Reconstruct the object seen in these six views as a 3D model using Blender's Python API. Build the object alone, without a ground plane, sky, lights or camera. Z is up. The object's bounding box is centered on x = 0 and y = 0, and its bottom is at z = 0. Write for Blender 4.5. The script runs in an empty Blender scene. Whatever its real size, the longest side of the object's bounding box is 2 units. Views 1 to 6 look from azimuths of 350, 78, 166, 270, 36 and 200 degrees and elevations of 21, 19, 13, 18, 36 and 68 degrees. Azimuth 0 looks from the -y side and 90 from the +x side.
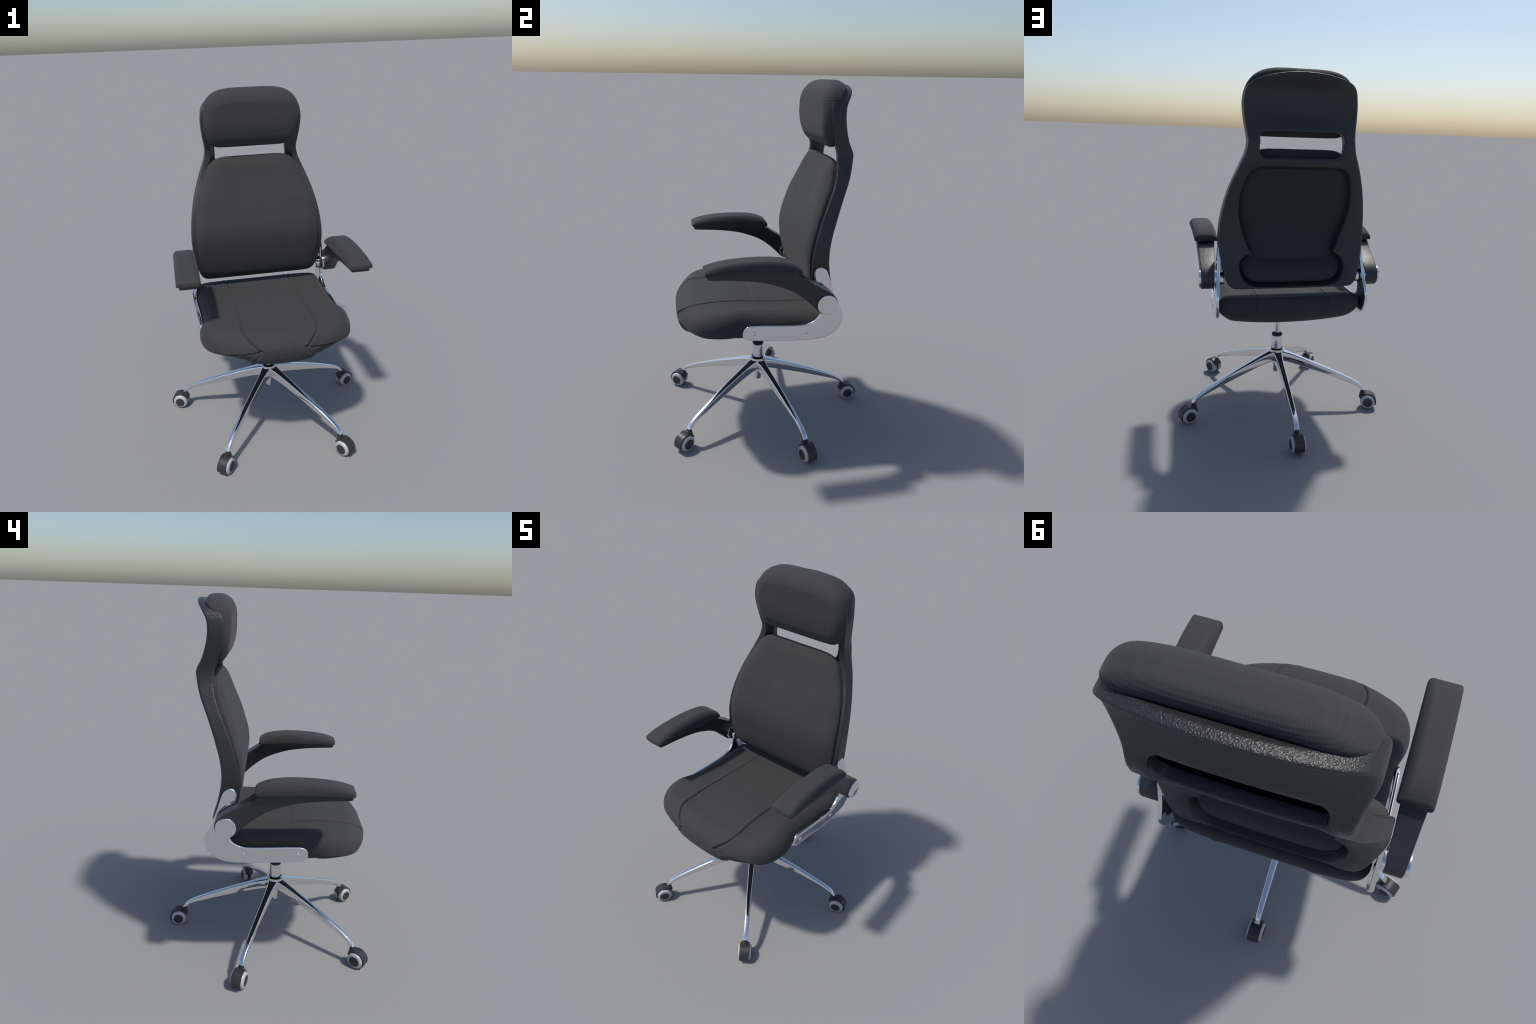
"""High-back office chair: fabric cushions on a black plastic back shell, flip-up
armrests, chrome J-shaped side brackets, gas lift, five-star chrome base, casters.
Everything is modelled in the chair's own frame (x right, -y front, z up)."""
import bpy, bmesh, math
import numpy as np
from mathutils import Matrix

# ------------------------------------------------------------------ materials
def new_mat(name):
    m = bpy.data.materials.new(name)
    m.use_nodes = True
    nt = m.node_tree
    b = nt.nodes["Principled BSDF"]
    return m, nt, b

def link(nt, a, ao, b, bi):
    nt.links.new(a.outputs[ao], b.inputs[bi])

def fabric_mat(name, col, axes="XZ", pitch=0.0072, strength=0.3):
    m, nt, b = new_mat(name)
    b.inputs["Roughness"].default_value = 0.82
    b.inputs["Specular IOR Level"].default_value = 0.28
    b.inputs["Sheen Weight"].default_value = 0.06
    b.inputs["Sheen Roughness"].default_value = 0.5
    tc = nt.nodes.new("ShaderNodeTexCoord")
    # slow variation of the dye
    n1 = nt.nodes.new("ShaderNodeTexNoise"); n1.inputs["Scale"].default_value = 9
    n1.inputs["Detail"].default_value = 4
    link(nt, tc, "Object", n1, "Vector")
    # fine woven cells: product of waves along the three axes
    waves = []
    for ax in axes:
        w = nt.nodes.new("ShaderNodeTexWave"); w.wave_type = 'BANDS'; w.bands_direction = ax
        w.inputs["Scale"].default_value = 0.314 / pitch
        w.inputs["Distortion"].default_value = 0.6; w.inputs["Detail"].default_value = 1
        w.inputs["Detail Scale"].default_value = 3
        link(nt, tc, "Object", w, "Vector")
        waves.append(w)
    a1 = nt.nodes.new("ShaderNodeMath"); a1.operation = 'ADD'
    link(nt, waves[0], "Fac", a1, 0); link(nt, waves[1], "Fac", a1, 1)
    a2 = a1
    th = nt.nodes.new("ShaderNodeTexNoise"); th.inputs["Scale"].default_value = 420
    th.inputs["Detail"].default_value = 2
    link(nt, tc, "Object", th, "Vector")
    a3 = nt.nodes.new("ShaderNodeMath"); a3.operation = 'MULTIPLY_ADD'
    a3.inputs[1].default_value = 0.8
    link(nt, th, "Fac", a3, 0); link(nt, a2, 0, a3, 2)
    bump = nt.nodes.new("ShaderNodeBump"); bump.inputs["Strength"].default_value = strength
    bump.inputs["Distance"].default_value = 0.0012
    link(nt, a3, 0, bump, "Height"); link(nt, bump, "Normal", b, "Normal")
    ramp = nt.nodes.new("ShaderNodeValToRGB")
    ramp.color_ramp.elements[0].position = 0.3; ramp.color_ramp.elements[1].position = 0.7
    ramp.color_ramp.elements[0].color = (*[c * 0.975 for c in col], 1)
    ramp.color_ramp.elements[1].color = (*[c * 1.025 for c in col], 1)
    link(nt, n1, "Fac", ramp, "Fac")
    mix = nt.nodes.new("ShaderNodeMix"); mix.data_type = 'RGBA'; mix.blend_type = 'MULTIPLY'
    mix.inputs["Factor"].default_value = 0.22
    mr = nt.nodes.new("ShaderNodeMapRange"); mr.inputs["From Min"].default_value = 0.2
    mr.inputs["From Max"].default_value = 1.8
    mr.inputs["To Min"].default_value = 0.75; mr.inputs["To Max"].default_value = 1.25
    link(nt, a2, 0, mr, "Value")
    link(nt, ramp, "Color", mix, "A"); link(nt, mr, "Result", mix, "B")
    link(nt, mix, "Result", b, "Base Color")
    return m

def grain_plastic_mat(name, col, rough=0.42, scale=260, strength=0.35, spec=0.5):
    """Black plastic with a pebbled leather grain."""
    m, nt, b = new_mat(name)
    b.inputs["Specular IOR Level"].default_value = spec
    tc = nt.nodes.new("ShaderNodeTexCoord")
    v = nt.nodes.new("ShaderNodeTexVoronoi"); v.inputs["Scale"].default_value = scale
    v.feature = 'SMOOTH_F1'
    n = nt.nodes.new("ShaderNodeTexNoise"); n.inputs["Scale"].default_value = scale * 0.8
    n.inputs["Detail"].default_value = 3
    link(nt, tc, "Object", v, "Vector"); link(nt, tc, "Object", n, "Vector")
    a = nt.nodes.new("ShaderNodeMath"); a.operation = 'ADD'
    link(nt, v, "Distance", a, 0); link(nt, n, "Fac", a, 1)
    bump = nt.nodes.new("ShaderNodeBump"); bump.inputs["Strength"].default_value = strength
    bump.inputs["Distance"].default_value = 0.0019
    link(nt, a, 0, bump, "Height"); link(nt, bump, "Normal", b, "Normal")
    n2 = nt.nodes.new("ShaderNodeTexNoise"); n2.inputs["Scale"].default_value = 14
    link(nt, tc, "Object", n2, "Vector")
    mr = nt.nodes.new("ShaderNodeMapRange")
    mr.inputs["To Min"].default_value = rough - 0.05; mr.inputs["To Max"].default_value = rough + 0.05
    link(nt, n2, "Fac", mr, "Value"); link(nt, mr, "Result", b, "Roughness")
    b.inputs["Base Color"].default_value = (*col, 1)
    return m

def plain_mat(name, col, rough, metal=0.0, spec=0.5, wobble=0.02):
    m, nt, b = new_mat(name)
    b.inputs["Base Color"].default_value = (*col, 1)
    b.inputs["Metallic"].default_value = metal
    b.inputs["Specular IOR Level"].default_value = spec
    tc = nt.nodes.new("ShaderNodeTexCoord")
    n = nt.nodes.new("ShaderNodeTexNoise"); n.inputs["Scale"].default_value = 30
    link(nt, tc, "Object", n, "Vector")
    mr = nt.nodes.new("ShaderNodeMapRange")
    mr.inputs["To Min"].default_value = max(0, rough - wobble); mr.inputs["To Max"].default_value = rough + wobble
    link(nt, n, "Fac", mr, "Value"); link(nt, mr, "Result", b, "Roughness")
    return m

FABRIC = fabric_mat("charcoal_fabric", (0.0365, 0.0365, 0.0368))
SEAT_FABRIC = fabric_mat("charcoal_seat_fabric", (0.0365, 0.0365, 0.0368), axes="XY", strength=0.22)
REAR_FABRIC = fabric_mat("rear_fabric", (0.0345, 0.0345, 0.035), strength=0.2)
SHELL = grain_plastic_mat("grained_black_plastic", (0.0225, 0.0225, 0.0230), rough=0.37, scale=300, strength=0.72)
ARM_PLASTIC = grain_plastic_mat("arm_black_plastic", (0.024, 0.024, 0.025), rough=0.4, strength=0.3)
CHROME = plain_mat("chrome", (0.80, 0.80, 0.81), 0.06, metal=1.0)
BLACK = plain_mat("black_nylon", (0.026, 0.026, 0.027), 0.42, wobble=0.06)
DARK = plain_mat("black_rubber", (0.014, 0.014, 0.015), 0.55)
CAP = plain_mat("wheel_cap_black", (0.030, 0.030, 0.031), 0.6)
TYRE = plain_mat("grey_tyre", (0.40, 0.40, 0.415), 0.3)

# ------------------------------------------------------------------ scene tree
ROOT = bpy.data.objects.new("office_chair", None)
bpy.context.scene.collection.objects.link(ROOT)
ROOT["label"] = "high-back black fabric office chair with headrest and chrome five-star base"
ROOT["category"] = "office chair"

def add_obj(name, mesh, parent, mat=None, angle=None):
    o = bpy.data.objects.new(name, mesh)
    bpy.context.scene.collection.objects.link(o)
    o.parent = parent
    if mat is not None and not mesh.materials:
        mesh.materials.append(mat)
    return o

def finish_mesh(bm, name, sharp=40):
    bmesh.ops.recalc_face_normals(bm, faces=bm.faces)
    me = bpy.data.meshes.new(name)
    bm.to_mesh(me); bm.free()
    me.shade_smooth()
    if sharp:
        me.set_sharp_from_angle(angle=math.radians(sharp))
    return me

def mesh_np(name, verts, faces, merge=1e-5, sharp=40):
    me = bpy.data.meshes.new(name)
    me.from_pydata([tuple(v) for v in verts], [], faces)
    bm = bmesh.new(); bm.from_mesh(me)
    bpy.data.meshes.remove(me)
    if merge:
        bmesh.ops.remove_doubles(bm, verts=bm.verts, dist=merge)
        bmesh.ops.dissolve_degenerate(bm, edges=bm.edges, dist=1e-7)
    return finish_mesh(bm, name, sharp)

# ------------------------------------------------------------------ curves
def catmull(pts, per=16, closed=False):
    p = np.array(pts, float)
    n = len(p)
    out = []
    segs = n if closed else n - 1
    for i in range(segs):
        if closed:
            a, b, c, d = p[(i - 1) % n], p[i], p[(i + 1) % n], p[(i + 2) % n]
        else:
            b, c = p[i], p[i + 1]
            a = p[i - 1] if i > 0 else 2 * b - c
            d = p[i + 2] if i + 2 < n else 2 * c - b
        # centripetal parametrisation keeps uneven points from overshooting
        t0 = 0.0
        t1 = t0 + max(np.linalg.norm(b - a), 1e-9) ** 0.5
        t2 = t1 + max(np.linalg.norm(c - b), 1e-9) ** 0.5
        t3 = t2 + max(np.linalg.norm(d - c), 1e-9) ** 0.5
        for t in np.linspace(t1, t2, per, endpoint=False):
            A1 = (t1 - t) / (t1 - t0) * a + (t - t0) / (t1 - t0) * b
            A2 = (t2 - t) / (t2 - t1) * b + (t - t1) / (t2 - t1) * c
            A3 = (t3 - t) / (t3 - t2) * c + (t - t2) / (t3 - t2) * d
            B1 = (t2 - t) / (t2 - t0) * A1 + (t - t0) / (t2 - t0) * A2
            B2 = (t3 - t) / (t3 - t1) * A2 + (t - t1) / (t3 - t1) * A3
            out.append((t2 - t) / (t2 - t1) * B1 + (t - t1) / (t2 - t1) * B2)
    if not closed:
        out.append(p[-1])
    return np.array(out)

def resample(p, n):
    d = np.r_[0, np.cumsum(np.linalg.norm(np.diff(p, axis=0), axis=1))]
    t = np.linspace(0, d[-1], n)
    return np.stack([np.interp(t, d, p[:, k]) for k in range(p.shape[1])], 1)

def curve_fn(pts):
    """Smooth single-valued function through (position, value) pairs."""
    s = catmull(sorted(pts), 12)
    x, y = s[:, 0], s[:, 1]
    o = np.argsort(x)
    x, y = x[o], y[o]
    return lambda q: np.interp(q, x, y)

def mirrored_outline(half, n):
    """half: (half_width, height) points from the top centre line to the bottom one."""
    h = resample(catmull(half, 14), n)
    h[0, 0] = 0; h[-1, 0] = 0
    left = h[1:-1][::-1] * np.array([-1, 1])
    return np.concatenate([h, left])

def seg_dist(P, poly, closed=True, reach=None):
    """Distance from each point in P to a polyline (2-D or 3-D); points farther than
    reach from its bounding box are not measured."""
    if reach is not None:
        out = np.full(len(P), 1e9)
        near = ((P > poly.min(0) - reach) & (P < poly.max(0) + reach)).all(1)
        if near.any():
            out[near] = seg_dist(P[near], poly, closed)
        return out
    A = poly
    B = np.roll(poly, -1, axis=0)
    if not closed:
        A, B = poly[:-1], poly[1:]
    best = np.full(len(P), 1e9)
    AB = B - A
    L2 = np.maximum((AB ** 2).sum(1), 1e-14)
    for k in range(0, len(P), 4000):
        Q = P[k:k + 4000]
        d = Q[:, None, :] - A[None]
        t = np.clip((d * AB[None]).sum(2) / L2[None], 0, 1)
        r = d - t[..., None] * AB[None]
        best[k:k + 4000] = np.sqrt((r ** 2).sum(2).min(1))
    return best

def inside(P, poly):
    x, y = P[:, 0], P[:, 1]
    c = np.zeros(len(P), bool)
    a = poly; b = np.roll(poly, -1, axis=0)
    for (x0, y0), (x1, y1) in zip(a, b):
        hit = (y0 > y) != (y1 > y)
        if hit.any():
            c ^= hit & (x < (x1 - x0) * (y - y0) / (y1 - y0 + 1e-15) + x0)
    return c

def smooth(t):
    t = np.clip(t, 0, 1)
    return t * t * (3 - 2 * t)

def roll(d, R, p=2.0):
    """0 well inside, 1 at the edge: quarter-superellipse fall-off over distance R."""
    t = np.clip(1 - d / R, 0, 1)
    return 1 - np.clip(1 - t ** p, 0, 1) ** (1 / p)

def pillow(name, outline, spine, front, back, to_xyz, rings=60, power=1.9, wall=3, post=None, sharp=None):
    """Closed cushion-like body over an outline.  spine(outline) gives the centre that every
    outline point shrinks to; front/back(P, d) give depth from the point and its distance
    to the outline; to_xyz(P, depth) places it."""
    n = len(outline)
    sp = spine(outline)
    s = 1 - (1 - np.linspace(0, 1, rings + 1)) ** power
    V, side = [], []
    def layer(fn):
        P = np.concatenate([sp + (outline - sp) * k for k in s])
        d = seg_dist(P, outline)
        d[-n:] = 0
        return P, fn(P, d)
    Pf, hf = layer(front)
    Pb, hb = layer(back)
    rows = [to_xyz(Pf, hf).reshape(rings + 1, n, 3)]
    ef, eb = hf[-n:], hb[-n:]
    for k in range(1, wall):
        rows.append(to_xyz(outline, ef + (eb - ef) * k / wall)[None])
    rows.append(to_xyz(Pb, hb).reshape(rings + 1, n, 3)[::-1])
    G = np.concatenate(rows)
    m = len(G)
    V = G.reshape(-1, 3)
    if post is not None:
        V = post(V)
    idx = np.arange(m * n).reshape(m, n)
    a, b = idx[:-1], np.roll(idx, -1, axis=1)[:-1]
    c, d = np.roll(idx, -1, axis=1)[1:], idx[1:]
    F = np.stack([a, b, c, d], -1).reshape(-1, 4).tolist()
    return mesh_np(name, V, F, sharp=sharp)

def xzy(P, h):           # outline in the x-z plane, depth along y
    return np.stack([P[:, 0], h, P[:, 1]], 1)

def xyz(P, h):           # outline in plan, height along z
    return np.stack([P[:, 0], P[:, 1], h], 1)

# ------------------------------------------------------------------ small solids
def lathe(name, profile, axis_at=(0, 0, 0), axis='Z', seg=48, sharp=35):
    """profile: (radius, along) pairs, turned round an axis."""
    prof = np.array(profile, float)
    ang = np.linspace(0, 2 * math.pi, seg, endpoint=False)
    V = []
    for r, t in prof:
        for a in ang:
            c, s_ = r * math.cos(a), r * math.sin(a)
            V.append({'Z': (c, s_, t), 'X': (t, c, s_), 'Y': (c, t, s_)}[axis])
    V = np.array(V) + np.array(axis_at)
    m = len(prof)
    idx = np.arange(m * seg).reshape(m, seg)
    F = [[idx[i, j], idx[i, (j + 1) % seg], idx[i + 1, (j + 1) % seg], idx[i + 1, j]] for i in range(m - 1) for j in range(seg)]
    F = [[int(q) for q in f] for f in F]
    if prof[0, 0] > 1e-6: F.append([int(q) for q in idx[0][::-1]])
    if prof[-1, 0] > 1e-6: F.append([int(q) for q in idx[-1]])
    return mesh_np(name, V, F, sharp=sharp)

def rounded_rod(r, t0, t1, e):
    """Profile for a cylinder with rounded rims."""
    k = [(r - e + e * math.sin(a), e - e * math.cos(a)) for a in np.linspace(0, math.pi / 2, 5)]
    return [(0, t0)] + [(x, t0 + y) for x, y in k] + [(x, t1 - y) for x, y in k[::-1]] + [(0, t1)]

# ================================================================== BACK SHELL
rear_y = curve_fn([(0.80, 0.312), (0.86, 0.303), (0.93, 0.287), (1.0, 0.268), (1.1, 0.252), (1.2, 0.260),
                   (1.3, 0.287), (1.4, 0.322), (1.52, 0.371), (1.60, 0.391), (1.64, 0.393), (1.69, 0.370),
                   (1.75, 0.351), (1.82, 0.340), (1.88, 0.345), (1.92, 0.366), (1.95, 0.388), (1.975, 0.404), (2.0, 0.418)])
edge_y = curve_fn([(0.82, 0.235), (0.88, 0.200), (0.96, 0.172), (1.05, 0.162), (1.12, 0.164), (1.2, 0.178), (1.3, 0.207),
                   (1.4, 0.248), (1.49, 0.286), (1.57, 0.305), (1.64, 0.307), (1.68, 0.294), (1.75, 0.274),
                   (1.81, 0.262), (1.88, 0.263), (1.905, 0.272), (1.925, 0.300), (1.945, 0.340), (1.975, 0.380), (2.0, 0.400)])
shell_half = [(0, 1.980), (0.08, 1.976), (0.15, 1.965), (0.212, 1.950), (0.257, 1.928), (0.282, 1.896), (0.292, 1.85),
              (0.294, 1.81), (0.289, 1.75), (0.280, 1.69), (0.275, 1.64), (0.284, 1.59), (0.312, 1.52), (0.336, 1.46),
              (0.360, 1.39), (0.382, 1.30), (0.397, 1.20), (0.401, 1.10), (0.393, 1.02), (0.378, 0.95),
              (0.362, 0.900), (0.348, 0.876), (0.328, 0.861), (0.29, 0.856), (0.15, 0.855), (0, 0.855)]
shell_half = [(w + 0.004 * min(1, w / 0.2), z) for w, z in shell_half]
shell_out = mirrored_outline(shell_half, 240)

def rounded_rect(hx, z0, z1, r, n=10):
    pts = []
    for cx, cz, a0 in ((hx - r, z1 - r, 90), (hx - r, z0 + r, 0)):
        for a in np.linspace(a0, a0 - 90, n):
            pts.append((cx + r * math.cos(math.radians(a)), cz + r * math.sin(math.radians(a))))
    pts = np.array(pts)
    return np.concatenate([pts, pts[::-1] * np.array([-1, 1])])

slot_out = rounded_rect(0.219, 1.562, 1.694, 0.036)

recess_half = [(0, 1.506), (0.12, 1.506), (0.20, 1.503), (0.235, 1.490), (0.258, 1.465), (0.277, 1.41), (0.290, 1.35),
               (0.292, 1.28), (0.286, 1.235), (0.268, 1.17), (0.243, 1.10), (0.226, 1.062), (0.224, 1.048), (0.236, 1.036),
               (0.265, 1.018), (0.281, 0.990), (0.281, 0.955), (0.262, 0.912), (0.235, 0.89), (0.20, 0.880), (0.10, 0.877), (0, 0.877)]
recess_half = [(w + 0.005 * min(1, w / 0.1), z + 0.004 * max(-1, min(1, (z - 1.2) / 0.2))) for w, z in recess_half]
recess_out = mirrored_outline(recess_half, 150)

def rear_surface(P):
    w = np.interp(P[:, 1], shell_w_z, shell_w_x)
    u = np.clip(np.abs(P[:, 0]) / np.maximum(w, 0.26), 0, 1)
    belly = 0.012 * (1 - smooth((P[:, 1] - 1.66) / 0.12)) + 0.008 * smooth((P[:, 1] - 1.89) / 0.07)
    return rear_y(P[:, 1]) + belly * (1 - u ** 2)

hz = catmull(shell_half, 14)[::-1]
shell_w_z, shell_w_x = hz[:, 1], np.maximum(hz[:, 0], 0.02)
keep = np.r_[True, np.diff(np.maximum.accumulate(shell_w_z)) > 0]
shell_w_z, shell_w_x = shell_w_z[keep], shell_w_x[keep]

def shell_back(P, d):
    y = rear_surface(P)
    z = P[:, 1]
    ef = edge_y(z)
    # rounded outer corner
    R = 0.014 * (1 - 0.4 * smooth((z - 1.88) / 0.05))
    H = np.minimum(0.012, 0.55 * (y - ef))
    y = y - H * roll(d, R)
    # soft fall into the slot
    sd = seg_dist(P, slot_out, reach=0.06); sd = np.where(inside(P, slot_out), -sd, sd)
    rs = np.where(z < 1.63, 0.045, 0.028)
    t = np.clip(1 - np.maximum(sd, 0) / rs, 0, 1)
    y = y - np.where(z < 1.63, 0.022, 0.008) * (1 - np.sqrt(np.clip(1 - t * t, 0, 1)))
    # recessed centre field
    rd = seg_dist(P, recess_out, reach=0.05); rd = np.where(inside(P, recess_out), rd, -rd)
    y = y - 0.012 * smooth((rd + 0.055) / 0.055)
    y = y - (0.037 + 0.016 * smooth((1.36 - z) / 0.2)) * smooth((rd + 0.010) / 0.016)
    return y

def shell_front(P, d):
    z = P[:, 1]
    ef = edge_y(z)
    inner = np.maximum(rear_surface(P) - 0.050, ef)
    rd = seg_dist(P, recess_out, reach=0.05); rd = np.where(inside(P, recess_out), rd, -rd)
    inner = np.maximum(inner - (0.022 + 0.024 * smooth((1.36 - z) / 0.2)) * smooth((rd + 0.03) / 0.03), ef - 0.02)
    rim = 0.030
    y = ef + (inner - ef) * smooth((d - rim) / 0.03)
    return y + 0.005 * roll(d, 0.006)

def vertical_spine(z0, z1):
    return lambda o: np.stack([np.zeros(len(o)), np.clip(o[:, 1], z0, z1)], 1)

BACK = bpy.data.objects.new("backrest", None)
bpy.context.scene.collection.objects.link(BACK); BACK.parent = ROOT

shell_me = pillow("back_shell", shell_out, vertical_spine(1.12, 1.72), shell_front, shell_back, xzy,
                  rings=105, power=1.35, wall=8)
bm = bmesh.new()
a = [bm.verts.new((x, 0.1, z)) for x, z in slot_out]
b = [bm.verts.new((x, 0.6, z)) for x, z in slot_out]
bm.faces.new(a); bm.faces.new(b[::-1])
for i in range(len(a)):
    j = (i + 1) % len(a)
    bm.faces.new((a[i], a[j], b[j], b[i]))
cut_me = finish_mesh(bm, "slot_cutter", None)
cutter = bpy.data.objects.new("slot_cutter", cut_me)
bpy.context.scene.collection.objects.link(cutter)
tmp = bpy.data.objects.new("shell_uncut", shell_me)
bpy.context.scene.collection.objects.link(tmp)
mod = tmp.modifiers.new("slot", 'BOOLEAN'); mod.operation = 'DIFFERENCE'; mod.object = cutter; mod.solver = 'EXACT'
dg = bpy.context.evaluated_depsgraph_get()
cut = bpy.data.meshes.new_from_object(tmp.evaluated_get(dg))
cut.name = "back_shell"
bpy.data.objects.remove(tmp); bpy.data.objects.remove(cutter)
cut.materials.clear()
cut.shade_smooth(); cut.set_sharp_from_angle(angle=math.radians(45))
add_obj("back_shell", cut, BACK, SHELL)

# rear fabric field, in the recess: upper panel and a lumbar roll
def inset(outline, k):
    c = outline.mean(0)
    e = np.roll(outline, -1, 0) - np.roll(outline, 1, 0)
    nrm = np.stack([e[:, 1], -e[:, 0]], 1); nrm /= np.linalg.norm(nrm, axis=1)[:, None]
    test = outline + nrm * 1e-3
    sgn = np.where(inside(test, outline), 1, -1)
    return outline + nrm * (sgn * k)[:, None]

panel_half = [(w, z) for w, z in recess_half if z > 1.055] + [(0.222, 1.046), (0.215, 1.020), (0.19, 1.002), (0.1, 0.996), (0, 0.995)]
panel_out = inset(mirrored_outline(panel_half, 110), 0.001)
def panel_sink(P):
    return 0.013 * smooth((1.36 - P[:, 1]) / 0.2)
me = pillow("rear_panel", panel_out, vertical_spine(1.25, 1.32),
            lambda P, d: rear_surface(P) - 0.076 - panel_sink(P),
            lambda P, d: rear_surface(P) - 0.044 - panel_sink(P) - 0.009 * roll(d, 0.03), xzy, rings=36)
add_obj("rear_panel", me, BACK, REAR_FABRIC)
roll_half = [(0, 1.012), (0.1, 1.011), (0.19, 1.014), (0.235, 1.024), (0.262, 1.014), (0.279, 0.985), (0.278, 0.955),
             (0.259, 0.914), (0.233, 0.893), (0.20, 0.883), (0.10, 0.880), (0, 0.880)]
roll_out = mirrored_outline(roll_half, 110)
me = pillow("lumbar_roll", roll_out, lambda o: np.stack([np.clip(o[:, 0], -0.2, 0.2), np.full(len(o), 0.958)], 1),
            lambda P, d: rear_surface(P) - 0.080,
            lambda P, d: rear_surface(P) - 0.032 - 0.018 * smooth((P[:, 1] - 0.945) / 0.06) - 0.020 * roll(d, 0.036), xzy, rings=36)
add_obj("lumbar_roll", me, BACK, REAR_FABRIC)

# ================================================================== BACK CUSHION
bc_half = [(0, 1.606), (0.12, 1.606), (0.185, 1.603), (0.232, 1.589), (0.262, 1.562), (0.286, 1.522), (0.316, 1.462),
           (0.342, 1.395), (0.361, 1.32), (0.372, 1.24), (0.377, 1.15), (0.375, 1.06), (0.365, 0.99), (0.350, 0.94),
           (0.334, 0.914), (0.306, 0.896), (0.25, 0.889), (0.12, 0.888), (0, 0.888)]
bc_out = mirrored_outline(bc_half, 200)
bc_mid = curve_fn([(0.86, 0.190), (0.93, 0.170), (1.0, 0.155), (1.08, 0.144), (1.14, 0.140), (1.20, 0.146), (1.26, 0.161), (1.32, 0.181),
                   (1.41, 0.216), (1.48, 0.242), (1.56, 0.270), (1.61, 0.288)])
def bc_face(P):
    return bc_mid(P[:, 1])
def bc_f(P, d):
    y = bc_face(P)
    eq = np.maximum(edge_y(P[:, 1]) - 0.004, y + 0.012)
    R = 0.070 + 0.060 * smooth((1.02 - P[:, 1]) / 0.1)
    return y - 0.006 * smooth((P[:, 1] - 1.28) / 0.1) * smooth((np.abs(P[:, 0]) - 0.1) / 0.12) + (eq - y) * roll(d, R, 2.15)
def bc_b(P, d):
    y = bc_face(P)
    eq = np.maximum(edge_y(P[:, 1]) - 0.004, y + 0.015)
    return eq + 0.022 * (1 - roll(d, 0.03)) + 0.004
me = pillow("back_cushion", bc_out, vertical_spine(1.15, 1.42), bc_f, bc_b, xzy, rings=64)
add_obj("back_cushion", me, BACK, FABRIC)

# ================================================================== HEADREST
hr_half = [(0, 2.0), (0.08, 2.0), (0.145, 1.996), (0.195, 1.984), (0.235, 1.960), (0.262, 1.926), (0.278, 1.885), (0.285, 1.845),
           (0.284, 1.80), (0.275, 1.752), (0.260, 1.712), (0.240, 1.685), (0.212, 1.669), (0.17, 1.665), (0.08, 1.664), (0, 1.664)]
hr_half = [(w * 1.030, z) for w, z in hr_half]
hr_out = mirrored_outline(hr_half, 150)
def hr_f(P, d):
    x, z = P[:, 0], P[:, 1]
    y = 0.226 + 0.028 * np.clip((1.83 - z) / 0.15, 0, 1.2) ** 2
    eq = 0.288 + 0.02 * smooth((z - 1.9) / 0.1)
    return y + (eq - y) * roll(d, 0.066 + 0.034 * smooth((z - 1.88) / 0.07) * smooth((0.27 - np.abs(x)) / 0.1), 2.1)
def hr_b(P, d):
    x, z = P[:, 0], P[:, 1]
    eq = 0.292 + 0.036 * smooth((z - 1.88) / 0.09)
    return eq + (0.024 + 0.009 * smooth((1.74 - z) / 0.04) + 0.010 * smooth((z - 1.9) / 0.06)) * (1 - roll(d, 0.035))
hr_out = hr_out + np.array([0.005, 0.0])
me = pillow("headrest_cushion", hr_out, lambda o: np.stack([np.clip(o[:, 0], -0.13, 0.13), np.full(len(o), 1.838)], 1),
            hr_f, hr_b, xzy, rings=56)
add_obj("headrest_cushion", me, BACK, FABRIC)

# ================================================================== SEAT
seat_half = [(0, -0.541), (0.08, -0.540), (0.15, -0.534), (0.22, -0.521), (0.29, -0.497), (0.345, -0.467), (0.386, -0.430),
             (0.412, -0.378), (0.423, -0.315), (0.421, -0.27), (0.410, -0.232), (0.399, -0.195), (0.396, -0.13), (0.397, -0.05), (0.400, 0.05), (0.405, 0.15),
             (0.406, 0.22), (0.400, 0.265), (0.379, 0.293), (0.338, 0.310), (0.26, 0.318), (0.12, 0.320), (0, 0.320)]
seat_out = mirrored_outline(seat_half, 400)
top_z = curve_fn([(-0.60, 0.80), (-0.53, 0.805), (-0.46, 0.815), (-0.40, 0.821), (-0.32, 0.826), (-0.26, 0.826), (-0.2, 0.824),
                  (-0.12, 0.817), (0.0, 0.810), (0.12, 0.806), (0.28, 0.802), (0.34, 0.801)])
bot_base = curve_fn([(-0.60, 0.650), (-0.52, 0.634), (-0.45, 0.622), (-0.25, 0.614), (0.1, 0.612), (0.34, 0.616)])
def bot_z(P):
    # the underside is boat shaped: lowest on the centre line, rising to the sides
    f = smooth((-P[:, 1] - 0.20) / 0.25)
    return bot_base(P[:, 1]) - 0.030 * P[:, 0] * f + (0.022 + 0.030 * f) * np.clip(np.abs(P[:, 0]) / 0.32, 0, 1.15) ** 2
def seat_eq(P):
    return 0.735 - 0.012 * smooth((-P[:, 1] - 0.30) / 0.2)
def seat_t(P, d):
    x, y = P[:, 0], P[:, 1]
    f = smooth((-y - 0.30) / 0.2)
    b = smooth((y - 0.18) / 0.1)
    R = 0.076 + 0.030 * f * smooth((0.36 - np.abs(x)) / 0.1) - 0.042 * b
    return top_z(y) - (top_z(y) - seat_eq(P) - 0.016 * b) * roll(d, R, 2.1)
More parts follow.
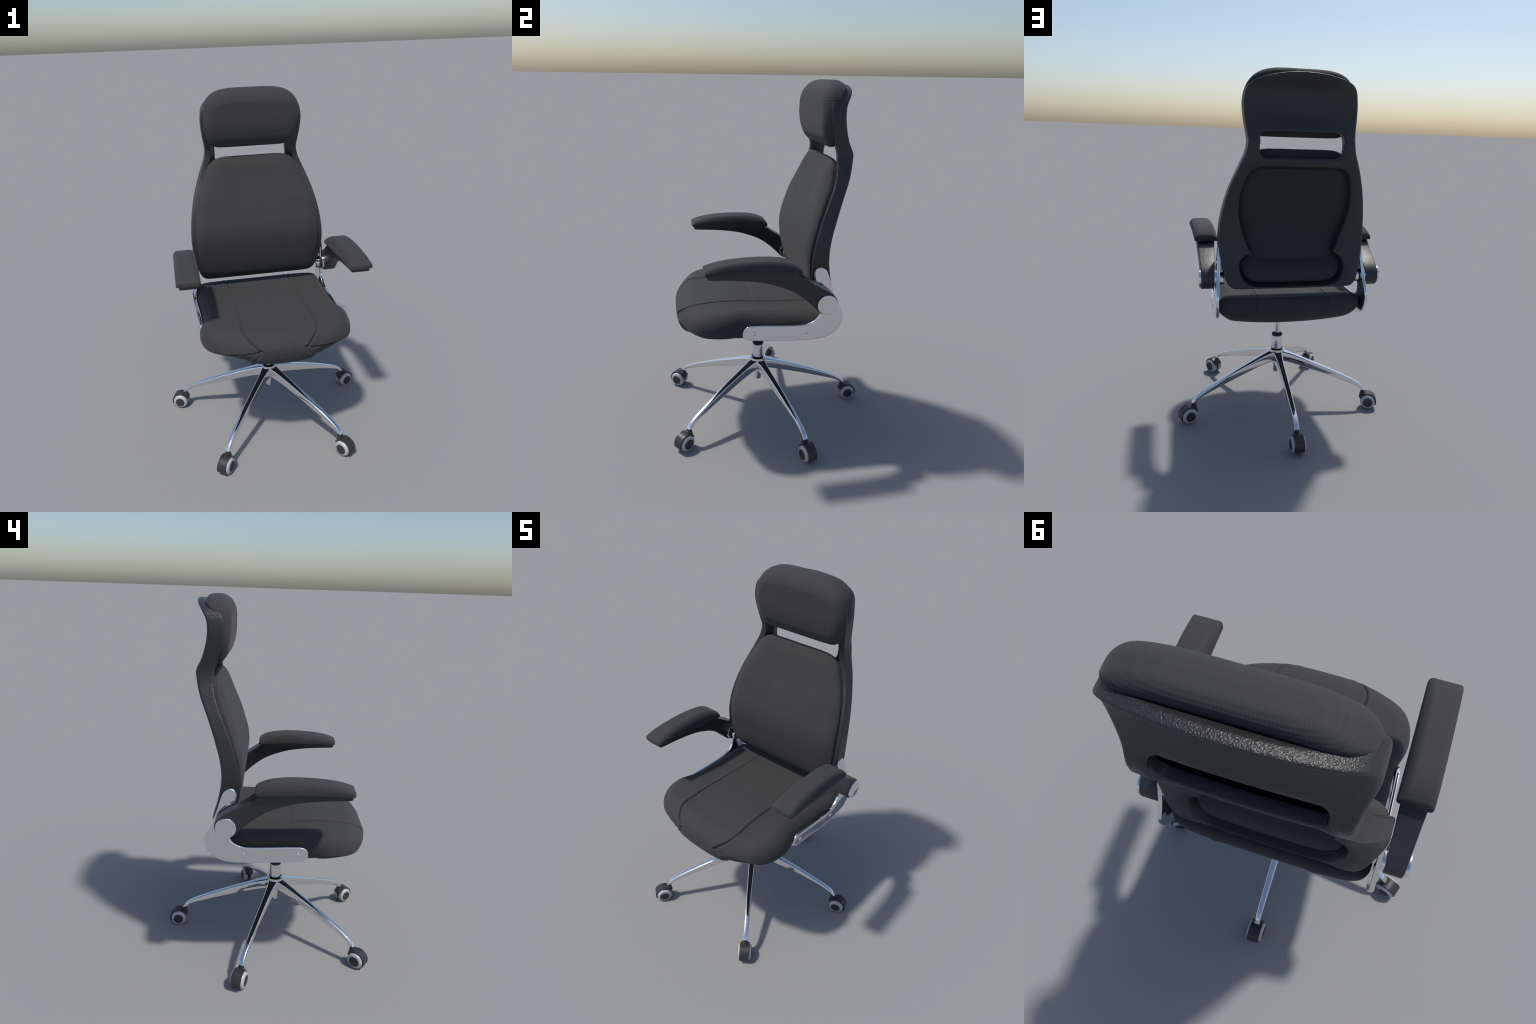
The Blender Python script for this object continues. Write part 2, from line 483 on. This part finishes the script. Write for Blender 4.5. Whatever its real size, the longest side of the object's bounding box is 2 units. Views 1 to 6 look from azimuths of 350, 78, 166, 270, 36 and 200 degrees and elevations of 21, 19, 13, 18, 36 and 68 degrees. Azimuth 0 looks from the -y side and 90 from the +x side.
def seat_b(P, d):
    z = bot_z(P)
    f = smooth((-P[:, 1] - 0.30) / 0.2)
    b = smooth((P[:, 1] - 0.18) / 0.1)
    return z + (seat_eq(P) - 0.004 + 0.016 * b - z) * roll(d, 0.20 - 0.14 * f * smooth((0.34 - np.abs(P[:, 0])) / 0.2) - 0.10 * f * smooth((np.abs(P[:, 0]) - 0.14) / 0.2)  - 0.01 * b)
# seams: two long ones that turn in at the front, a cross seam, and the bolster undersides
long_seam = catmull([(0.200, 0.33, 0.74), (0.199, 0.29, 0.80), (0.199, 0.20, 0.812), (0.199, 0.0, 0.813), (0.198, -0.12, 0.818),
                     (0.198, -0.25, 0.828), (0.199, -0.36, 0.825), (0.202, -0.42, 0.816), (0.192, -0.468, 0.799),
                     (0.168, -0.502, 0.776), (0.142, -0.520, 0.756), (0.124, -0.533, 0.740)], 8)
low_seam = catmull([(0.124, -0.533, 0.740), (0.15, -0.535, 0.731), (0.20, -0.528, 0.726), (0.26, -0.51, 0.720), (0.32, -0.48, 0.713),
                    (0.365, -0.443, 0.708), (0.395, -0.41, 0.703), (0.415, -0.35, 0.698), (0.42, -0.28, 0.695)], 8)
corner_seam = catmull([(0.124, -0.533, 0.740), (0.132, -0.534, 0.715), (0.155, -0.528, 0.685), (0.185, -0.51, 0.655), (0.20, -0.48, 0.635)], 8)
def seat_post(V):
    V = V.copy()
    x = np.abs(V[:, 0])
    Q = np.stack([x, V[:, 1], V[:, 2]], 1)
    def on_surface(line):
        line = resample(line, 90)
        pick = [Q[((Q - p) ** 2).sum(1).argmin()] for p in line]
        pick = np.array(pick)
        for _ in range(6):
            pick[1:-1] = (pick[:-2] + 2 * pick[1:-1] + pick[2:]) / 4
        return np.array([Q[((Q - p) ** 2).sum(1).argmin()] * 0.5 + p * 0.5 for p in pick])
    long_s, low_s, corner_s = on_surface(long_seam), on_surface(low_seam), on_surface(corner_seam)
    near = seg_dist(Q, long_s, closed=False, reach=0.06)
    deep = 0.6 + 0.8 * smooth((-0.10 - V[:, 1]) / 0.1)
    cut = 0.0080 * deep * np.exp(-(near / 0.0038) ** 2) - 0.0022 * np.exp(-((near - 0.015) / 0.009) ** 2)
    cross = np.hypot(V[:, 1] + 0.120, np.maximum(x - 0.198, 0))
    cut += np.where(V[:, 2] > 0.76, 0.0036 * np.exp(-(cross / 0.0036) ** 2), 0)
    low = seg_dist(Q, low_s, closed=False, reach=0.06)
    cut += 0.010 * np.exp(-(low / 0.005) ** 2)
    hem = np.hypot(V[:, 2] - 0.731, np.maximum(x - 0.118, 0))
    cut += np.where(V[:, 1] < -0.45, 0.0009 * np.exp(-(hem / 0.003) ** 2), 0)
    cor = seg_dist(Q, corner_s, closed=False, reach=0.06)
    cut += 0.005 * np.exp(-(cor / 0.006) ** 2)
    # front underside below the bolsters steps in
    under = smooth((np.interp(x, low_seam[:60, 0], low_seam[:60, 2]) - V[:, 2]) / 0.012) * smooth((x - 0.15) / 0.05) * smooth((0.72 - V[:, 2]) / 0.01)
    # push towards an inner core line so that seams cut along the surface normal
    core = np.stack([np.clip(V[:, 0], -0.3, 0.3), np.clip(V[:, 1], -0.42, 0.2), np.full(len(V), 0.725)], 1)
    nrm = V - core
    nrm /= np.maximum(np.linalg.norm(nrm, axis=1)[:, None], 1e-6)
    front = smooth((-V[:, 1] - 0.2) / 0.1)
    return V - nrm * (cut + 0.013 * under * front)[:, None]
me = pillow("seat_cushion", seat_out, lambda o: np.stack([np.zeros(len(o)), np.clip(o[:, 1], -0.2, -0.04)], 1),
            seat_t, seat_b, xyz, rings=160, power=1.5, wall=2, post=seat_post)
SEAT = add_obj("seat_cushion", me, ROOT, SEAT_FABRIC)
SEAT.location.x = 0.001

# ================================================================== SIDE BRACKETS AND ARMRESTS
upper_edge = resample(catmull([(-0.208, 0.722), (-0.206, 0.738), (-0.196, 0.753), (-0.175, 0.763), (-0.13, 0.765), (0.0, 0.760), (0.09, 0.757),
                               (0.13, 0.759), (0.165, 0.770), (0.192, 0.790), (0.205, 0.815), (0.208, 0.86), (0.196, 0.92),
                               (0.180, 0.98), (0.172, 1.02), (0.173, 1.045), (0.186, 1.066), (0.209, 1.073)], 10), 140)
lower_edge = resample(catmull([(-0.208, 0.722), (-0.205, 0.702), (-0.190, 0.685), (-0.15, 0.678), (-0.02, 0.671), (0.098, 0.666),
                               (0.18, 0.666), (0.243, 0.676), (0.291, 0.701), (0.323, 0.743), (0.334, 0.788), (0.327, 0.830),
                               (0.308, 0.870), (0.287, 0.912), (0.263, 0.985), (0.249, 1.03), (0.233, 1.060), (0.209, 1.073)], 10), 140)
def bracket_x(y, z):
    """Outer face of the plate: it bows outward at the bend, in at the top and front."""
    up = np.clip((z - 0.80) / 0.27, 0, 1)
    fr = np.clip(-(y - 0.12) / 0.33, 0, 1)
    return 0.429 - 0.021 * up - 0.014 * fr ** 1.3 - 0.006 * np.clip((0.78 - z) / 0.1, 0, 1)

def bracket_mesh(name, thick, inset_k, x_off, rim=True, rows=29):
    vs = np.linspace(0, 1, rows)
    vs = 0.5 - 0.5 * np.cos(vs * math.pi) * (1 - 0.25 * np.sin(vs * math.pi) ** 2)
    A, B = upper_edge, lower_edge
    mid = (A + B) / 2
    if inset_k:
        half = np.linalg.norm(A - B, axis=1) / 2
        k = np.clip(1 - inset_k / np.maximum(half, 1e-4), 0.02, 1)[:, None]
        A, B = mid + (A - mid) * k, mid + (B - mid) * k
    width = np.linalg.norm(A - B, axis=1)
    outline = np.concatenate([A, B[1:-1][::-1]])
    out, inn = [], []
    for v in vs:
        P = A + (B - A) * v
        d = seg_dist(P, outline)
        x = bracket_x(P[:, 0], P[:, 1]) + x_off
        face = x - 0.006 * roll(d, 0.006)
        if rim:
            face = face - 0.0018 * np.exp(-((d - 0.0115) / 0.0016) ** 2) * smooth((0.90 - P[:, 1]) / 0.06)
        out.append(np.stack([face, P[:, 0], P[:, 1]], 1))
        inn.append(np.stack([x - thick + 0.003 * roll(d, 0.003), P[:, 0], P[:, 1]], 1))
    G = np.array(out + inn[::-1])                      # closed ring of rows
    m, n = G.shape[:2]
    idx = np.arange(m * n).reshape(m, n)
    F = []
    for i in range(m):
        for j in range(n - 1):
            F.append([int(idx[i, j]), int(idx[i, j + 1]), int(idx[(i + 1) % m, j + 1]), int(idx[(i + 1) % m, j])])
    return mesh_np(name, G.reshape(-1, 3), F, merge=1e-5, sharp=50)

plate_me = bracket_mesh("side_bracket", 0.019, 0, 0)

arm_top = [(-0.397, 1.078), (-0.396, 1.091), (-0.385, 1.092), (-0.30, 1.094), (-0.1, 1.092), (0.04, 1.086), (0.068, 1.070), (0.085, 1.058), (0.12, 1.034), (0.165, 1.006), (0.205, 0.983),
           (0.237, 0.963), (0.259, 0.945), (0.274, 0.924)]
hub_arc = [(0.219 + 0.0585 * math.cos(a), 0.902 + 0.0585 * math.sin(a)) for a in np.linspace(0.1, -math.pi * 0.80, 16)]
arm_bot = [(0.125, 0.915), (0.065, 0.964), (0.02, 0.992), (-0.03, 1.014), (-0.109, 1.040), (-0.2, 1.056), (-0.28, 1.064), (-0.345, 1.068), (-0.378, 1.070), (-0.392, 1.072)]
arm_poly = list(map(tuple, resample(catmull(arm_top, 8), 60))) + hub_arc + list(map(tuple, resample(catmull(arm_bot, 8), 50)))
def arm_shear(co):
    # the arm leans outward as it rises and narrows towards the hub
    k = min(max((co[2] - 0.93) / 0.14, 0), 1)
    lo, hi = 0.431 + (0.412 - 0.431) * k, 0.500 + (0.508 - 0.500) * k
    return (lo + (hi - lo) * (co[0] + 0.5), co[1], co[2])
def arm_support_mesh():
    poly = np.array(arm_poly)
    e = np.roll(poly, -1, 0) - np.roll(poly, 1, 0)
    nrm = np.stack([-e[:, 1], e[:, 0]], 1)
    nrm /= np.maximum(np.linalg.norm(nrm, axis=1), 1e-9)[:, None]
    area = 0.5 * (poly[:, 0] * np.roll(poly[:, 1], -1) - np.roll(poly[:, 0], -1) * poly[:, 1]).sum()
    nrm *= np.sign(area)                      # points to the inside
    r = 0.004
    left = [(-0.5 + (r - r * math.sin(a)) / 0.07, r - r * math.cos(a)) for a in np.linspace(math.pi / 2, 0, 6)]
    secs = left + [(-t, k) for t, k in left[::-1]]
    G = []
    for t, k in secs:
        ring = poly + nrm * k
        G.append([arm_shear((t, y, z)) for y, z in ring])
    G = np.array(G); m, n = G.shape[:2]
    idx = np.arange(m * n).reshape(m, n)
    F = [[int(idx[i, j]), int(idx[i, (j + 1) % n]), int(idx[i + 1, (j + 1) % n]), int(idx[i + 1, j])] for i in range(m - 1) for j in range(n)]
    F.append([int(q) for q in idx[0]]); F.append([int(q) for q in idx[-1][::-1]])
    return mesh_np("arm_support", G.reshape(-1, 3), F, sharp=45)
arm_me = arm_support_mesh()

pad_corner = 0.014
pad_half = [(0.063, -0.404), (0.063, 0.078)]
def pad_outline():
    pts = []
    hx, y0, y1, r = 0.0645, -0.405, 0.080, 0.012
    for cx, cy, a0 in ((hx - r, y1 - r, 90), (hx - r, y0 + r, 0)):
        arc = [(cx + r * math.cos(math.radians(t)), cy + r * math.sin(math.radians(t))) for t in np.linspace(a0, a0 - 90, 7)]
        pts += arc
    half = [(0, y1)] + pts + [(0, y0)]
    half = np.array(half)
    half = resample(half, 90)
    full = np.concatenate([half, half[1:-1][::-1] * np.array([-1, 1])])
    # the front edge is slightly bowed
    full[:, 1] -= 0.006 * smooth((-full[:, 1] - 0.36) / 0.04) * (1 - (full[:, 0] / 0.065) ** 2)
    return full
pad_out = pad_outline()
pad_top = curve_fn([(-0.43, 1.110), (-0.40, 1.122), (-0.366, 1.134), (-0.30, 1.147), (-0.22, 1.154), (-0.15, 1.156), (-0.07, 1.153), (0.0, 1.143), (0.04, 1.130), (0.07, 1.113), (0.1, 1.09)])
pad_bot = curve_fn([(-0.43, 1.092), (-0.3, 1.094), (-0.1, 1.091), (0.03, 1.083), (0.1, 1.076)])
def pad_t(P, d):
    zt, zb = pad_top(P[:, 1]), pad_bot(P[:, 1])
    side = 0.0645 - np.abs(P[:, 0])
    inner = P[:, 0] < 0
    H = (zt - zb - 0.006) * np.where(inner, 0.95, 0.85)
    z = zt - H * roll(np.maximum(side, 0), np.where(inner, 0.036, 0.026))
    z = np.minimum(z, zt - (zt - zb - 0.008) * roll(np.maximum(P[:, 1] + 0.411, 0), 0.010))
    z = np.minimum(z, zt - (zt - zb - 0.008) * roll(np.maximum(0.080 - P[:, 1], 0), 0.016))
    return np.maximum(z, zb + 0.003)
def pad_b(P, d):
    return pad_bot(P[:, 1]) + 0.003 * roll(d, 0.006) - 0.001
def pad_place(P, h):
    # the cushion is a little wider at the outside of the rear end
    return np.stack([P[:, 0] + 0.4595, P[:, 1], h], 1)
pad_me = pillow("arm_pad", pad_out, lambda o: np.stack([np.zeros(len(o)), np.clip(o[:, 1], -0.35, 0.03)], 1), pad_t, pad_b, pad_place, rings=34, power=1.7, sharp=50)

cap_me = lathe("pivot_cap", rounded_rod(0.0530, 0.499, 0.514, 0.004), (0, 0.219, 0.902), 'X', 64)
spacer_me = lathe("pivot_collar", rounded_rod(0.050, 0.414, 0.436, 0.002), (0, 0.219, 0.902), 'X', 48)
stub_me = lathe("pivot_stub", rounded_rod(0.036, 0.376, 0.437, 0.003), (0, 0.219, 0.899), 'X', 48)
ring_me = lathe("pivot_washer", rounded_rod(0.046, 0.399, 0.413, 0.002), (0, 0.219, 0.905), 'X', 48)
def screw_mesh(r):
    return [(0, 0.0045), (r * 0.5, 0.0042), (r * 0.85, 0.003), (r, 0.0012), (r, -0.01), (0, -0.01)]
screw_spots = [(-0.150, 0.722), (0.133, 0.717), (0.212, 0.985)]
screw_me = [lathe("bracket_screw", screw_mesh(0.011), (float(bracket_x(np.array(y), np.array(z))), y, z), 'X', 24) for y, z in screw_spots]

def mirror_mesh(me):
    bm = bmesh.new(); bm.from_mesh(me)
    for v in bm.verts: v.co.x = -v.co.x
    bmesh.ops.reverse_faces(bm, faces=bm.faces)
    m2 = bpy.data.meshes.new(me.name); bm.to_mesh(m2); bm.free()
    return m2

for side in (1, -1):
    g = (lambda m: m) if side == 1 else mirror_mesh
    arm = add_obj("armrest", g(arm_me), ROOT, ARM_PLASTIC)
    arm.location.x = -0.003
    add_obj("arm_pad", g(pad_me), arm, SEAT_FABRIC)
    add_obj("pivot_cap", g(cap_me), arm, CHROME)
    br = add_obj("side_bracket", g(plate_me), ROOT, CHROME)
    br.location.x = -0.001
    add_obj("pivot_collar", g(spacer_me), br, CHROME)
    add_obj("pivot_stub", g(stub_me), br, CHROME)
    add_obj("pivot_washer", g(ring_me), br, DARK)
    for s_ in screw_me:
        add_obj("bracket_screw", g(s_), br, CHROME)

# ================================================================== GAS LIFT
CX, CY = 0.0, -0.051
lift = add_obj("gas_lift", lathe("lift_column", rounded_rod(0.0335, 0.335, 0.447, 0.003), (CX, CY, 0), 'Z', 64), ROOT, CHROME)
add_obj("seal_ring", lathe("seal_ring", [(0.0165, 0.446), (0.030, 0.446), (0.0335, 0.449), (0.034, 0.453), (0.032, 0.458), (0.027, 0.460), (0.0165, 0.459)],
                           (CX, CY, 0), 'Z', 48), lift, DARK)
add_obj("piston_rod", lathe("piston_rod", rounded_rod(0.0172, 0.44, 0.665, 0.002), (CX, CY, 0), 'Z', 48), lift, CHROME)
add_obj("lower_tube", lathe("lower_tube", [(0, 0.200), (0.012, 0.200), (0.018, 0.204), (0.0205, 0.212), (0.0215, 0.25), (0.024, 0.30), (0, 0.30)], (CX, CY, 0), 'Z', 40), lift, CHROME)

# ================================================================== STAR BASE
hub = add_obj("star_base", lathe("base_hub", [(0, 0.272), (0.026, 0.272), (0.034, 0.278), (0.038, 0.29), (0.044, 0.315), (0.0475, 0.340), (0.049, 0.352), (0.0475, 0.3565),
                                              (0.044, 0.358), (0.041, 0.3565), (0.039, 0.351), (0.036, 0.349), (0, 0.349)], (CX, CY, 0), 'Z', 60), ROOT, CHROME)
leg_top = curve_fn([(0.028, 0.348), (0.05, 0.342), (0.10, 0.327), (0.183, 0.299), (0.30, 0.258), (0.43, 0.207), (0.50, 0.175), (0.535, 0.154),
                    (0.555, 0.137), (0.566, 0.120), (0.569, 0.1165)])
leg_bot = curve_fn([(0.028, 0.285), (0.05, 0.281), (0.18, 0.246), (0.33, 0.202), (0.46, 0.160), (0.515, 0.140), (0.533, 0.128), (0.540, 0.1145), (0.57, 0.1145)])
leg_w = curve_fn([(0.028, 0.0315), (0.05, 0.0290), (0.09, 0.0235), (0.15, 0.0200), (0.25, 0.0182), (0.40, 0.0168), (0.50, 0.0158), (0.555, 0.0150), (0.569, 0.0135)])
def leg_mesh():
    rs = np.r_[np.linspace(0.028, 0.5, 40), np.linspace(0.505, 0.5685, 26)]
    rows = []
    for r in rs:
        t, b_, w = float(leg_top(r)), float(leg_bot(r)), float(leg_w(r))
        h = max(t - b_, 0.002)
        e = min(0.0085, h * 0.4)            # rounded upper arris
        q = min(0.010, h * 0.4)             # softer lower arris
        wt = w * 0.92                       # narrower flat top
        sec = []
        for a in np.linspace(0, math.pi / 2, 5):
            sec.append((wt - e + e * math.sin(a), t - e + e * math.cos(a)))
        for a in np.linspace(0, math.pi / 2, 5):
            sec.append((w - q + q * math.cos(a), b_ + q - q * math.sin(a)))
        top = [(x, z) for x, z in sec]
        ring = top + [(-x, z) for x, z in top[::-1]]
        rows.append([(x, r, z) for x, z in ring])
    G = np.array(rows); m, n = G.shape[:2]
    idx = np.arange(m * n).reshape(m, n)
    F = [[int(idx[i, j]), int(idx[i, (j + 1) % n]), int(idx[i + 1, (j + 1) % n]), int(idx[i + 1, j])] for i in range(m - 1) for j in range(n)]
    F.append([int(q) for q in idx[0]]); F.append([int(q) for q in idx[-1][::-1]])
    return mesh_np("base_leg", G.reshape(-1, 3), F, sharp=40)
leg_me = leg_mesh(); leg_me.materials.append(CHROME)

# caster, stem at the origin, rolling outward along +y
WR, WY, WZ = 0.0465, 0.033, 0.0465
def hood_mesh():
    prof = [(-0.0275, 0.0475), (-0.0275, 0.0530), (-0.0262, 0.0545), (0.0262, 0.0545), (0.0275, 0.0530), (0.0275, 0.0475), (0.0, 0.0470)]
    angs = np.radians(np.linspace(-22, 158, 46))
    rows = [[(x, WY + r * math.cos(a), WZ + r * math.sin(a)) for x, r in prof] for a in angs]
    G = np.array(rows); m, n = G.shape[:2]
    idx = np.arange(m * n).reshape(m, n)
    F = [[int(idx[i, j]), int(idx[i, (j + 1) % n]), int(idx[i + 1, (j + 1) % n]), int(idx[i + 1, j])] for i in range(m - 1) for j in range(n)]
    F.append([int(q) for q in idx[0]]); F.append([int(q) for q in idx[-1][::-1]])
    return mesh_np("caster_hood", G.reshape(-1, 3), F, sharp=35)
def wheel_mesh(s):
    prof = [(0.0, 0.010), (0.040, 0.010), (0.0445, 0.013), (0.0463, 0.018), (0.0465, 0.023), (0.0455, 0.029), (0.0425, 0.0345), (0.0375, 0.0385), (0.0310, 0.0400), (0.0, 0.0400)]
    return lathe("caster_tyre", [(r, s * x) for r, x in prof], (0, WY, WZ), 'X', 48, sharp=50)
def wcap_mesh(s):
    prof = [(0.0, 0.036), (0.0295, 0.036), (0.0295, 0.0410), (0.0280, 0.0420), (0.02, 0.0424), (0.0, 0.0424)]
    return lathe("wheel_cap", [(r, s * x) for r, x in prof], (0, WY, WZ), 'X', 48, sharp=40)
hood_me = hood_mesh(); hood_me.materials.append(BLACK)
core_me = lathe("caster_core", [(0, -0.012), (0.036, -0.012), (0.036, 0.012), (0, 0.012)], (0, WY, WZ), 'X', 40); core_me.materials.append(DARK)
neck_me = lathe("caster_neck", [(0.0, 0.066), (0.0225, 0.066), (0.0205, 0.082), (0.0175, 0.096), (0.0160, 0.101), (0.0115, 0.1025), (0.0105, 0.106), (0.0128, 0.108), (0.0128, 0.1155), (0, 0.1155)], (0, 0, 0), 'Z', 32)
neck_me.materials.append(BLACK)
tyre_mes = [wheel_mesh(s) for s in (1, -1)]; cap_mes = [wcap_mesh(s) for s in (1, -1)]
for m in tyre_mes: m.materials.append(TYRE)
for m in cap_mes: m.materials.append(CAP)

STEM_R = 0.560
for k in range(5):
    az = math.radians(90 - 72 * k)
    leg = add_obj("base_leg", leg_me, hub)
    leg.matrix_basis = Matrix.Translation((CX, CY, 0)) @ Matrix.Rotation(az - math.pi / 2, 4, 'Z')
    ca = add_obj("caster", neck_me, ROOT)
    ca.matrix_basis = Matrix.Translation((CX + STEM_R * math.cos(az) * 0.995, CY + STEM_R * math.sin(az), 0)) @ Matrix.Rotation(az - math.pi / 2, 4, 'Z')
    add_obj("caster_hood", hood_me, ca)
    add_obj("caster_core", core_me, ca)
    for m in tyre_mes: add_obj("caster_tyre", m, ca)
    for m in cap_mes: add_obj("wheel_cap", m, ca)

ROOT.location = (-0.002, 0, 0)
ROOT.rotation_euler = (0, 0, math.radians(-1.1))
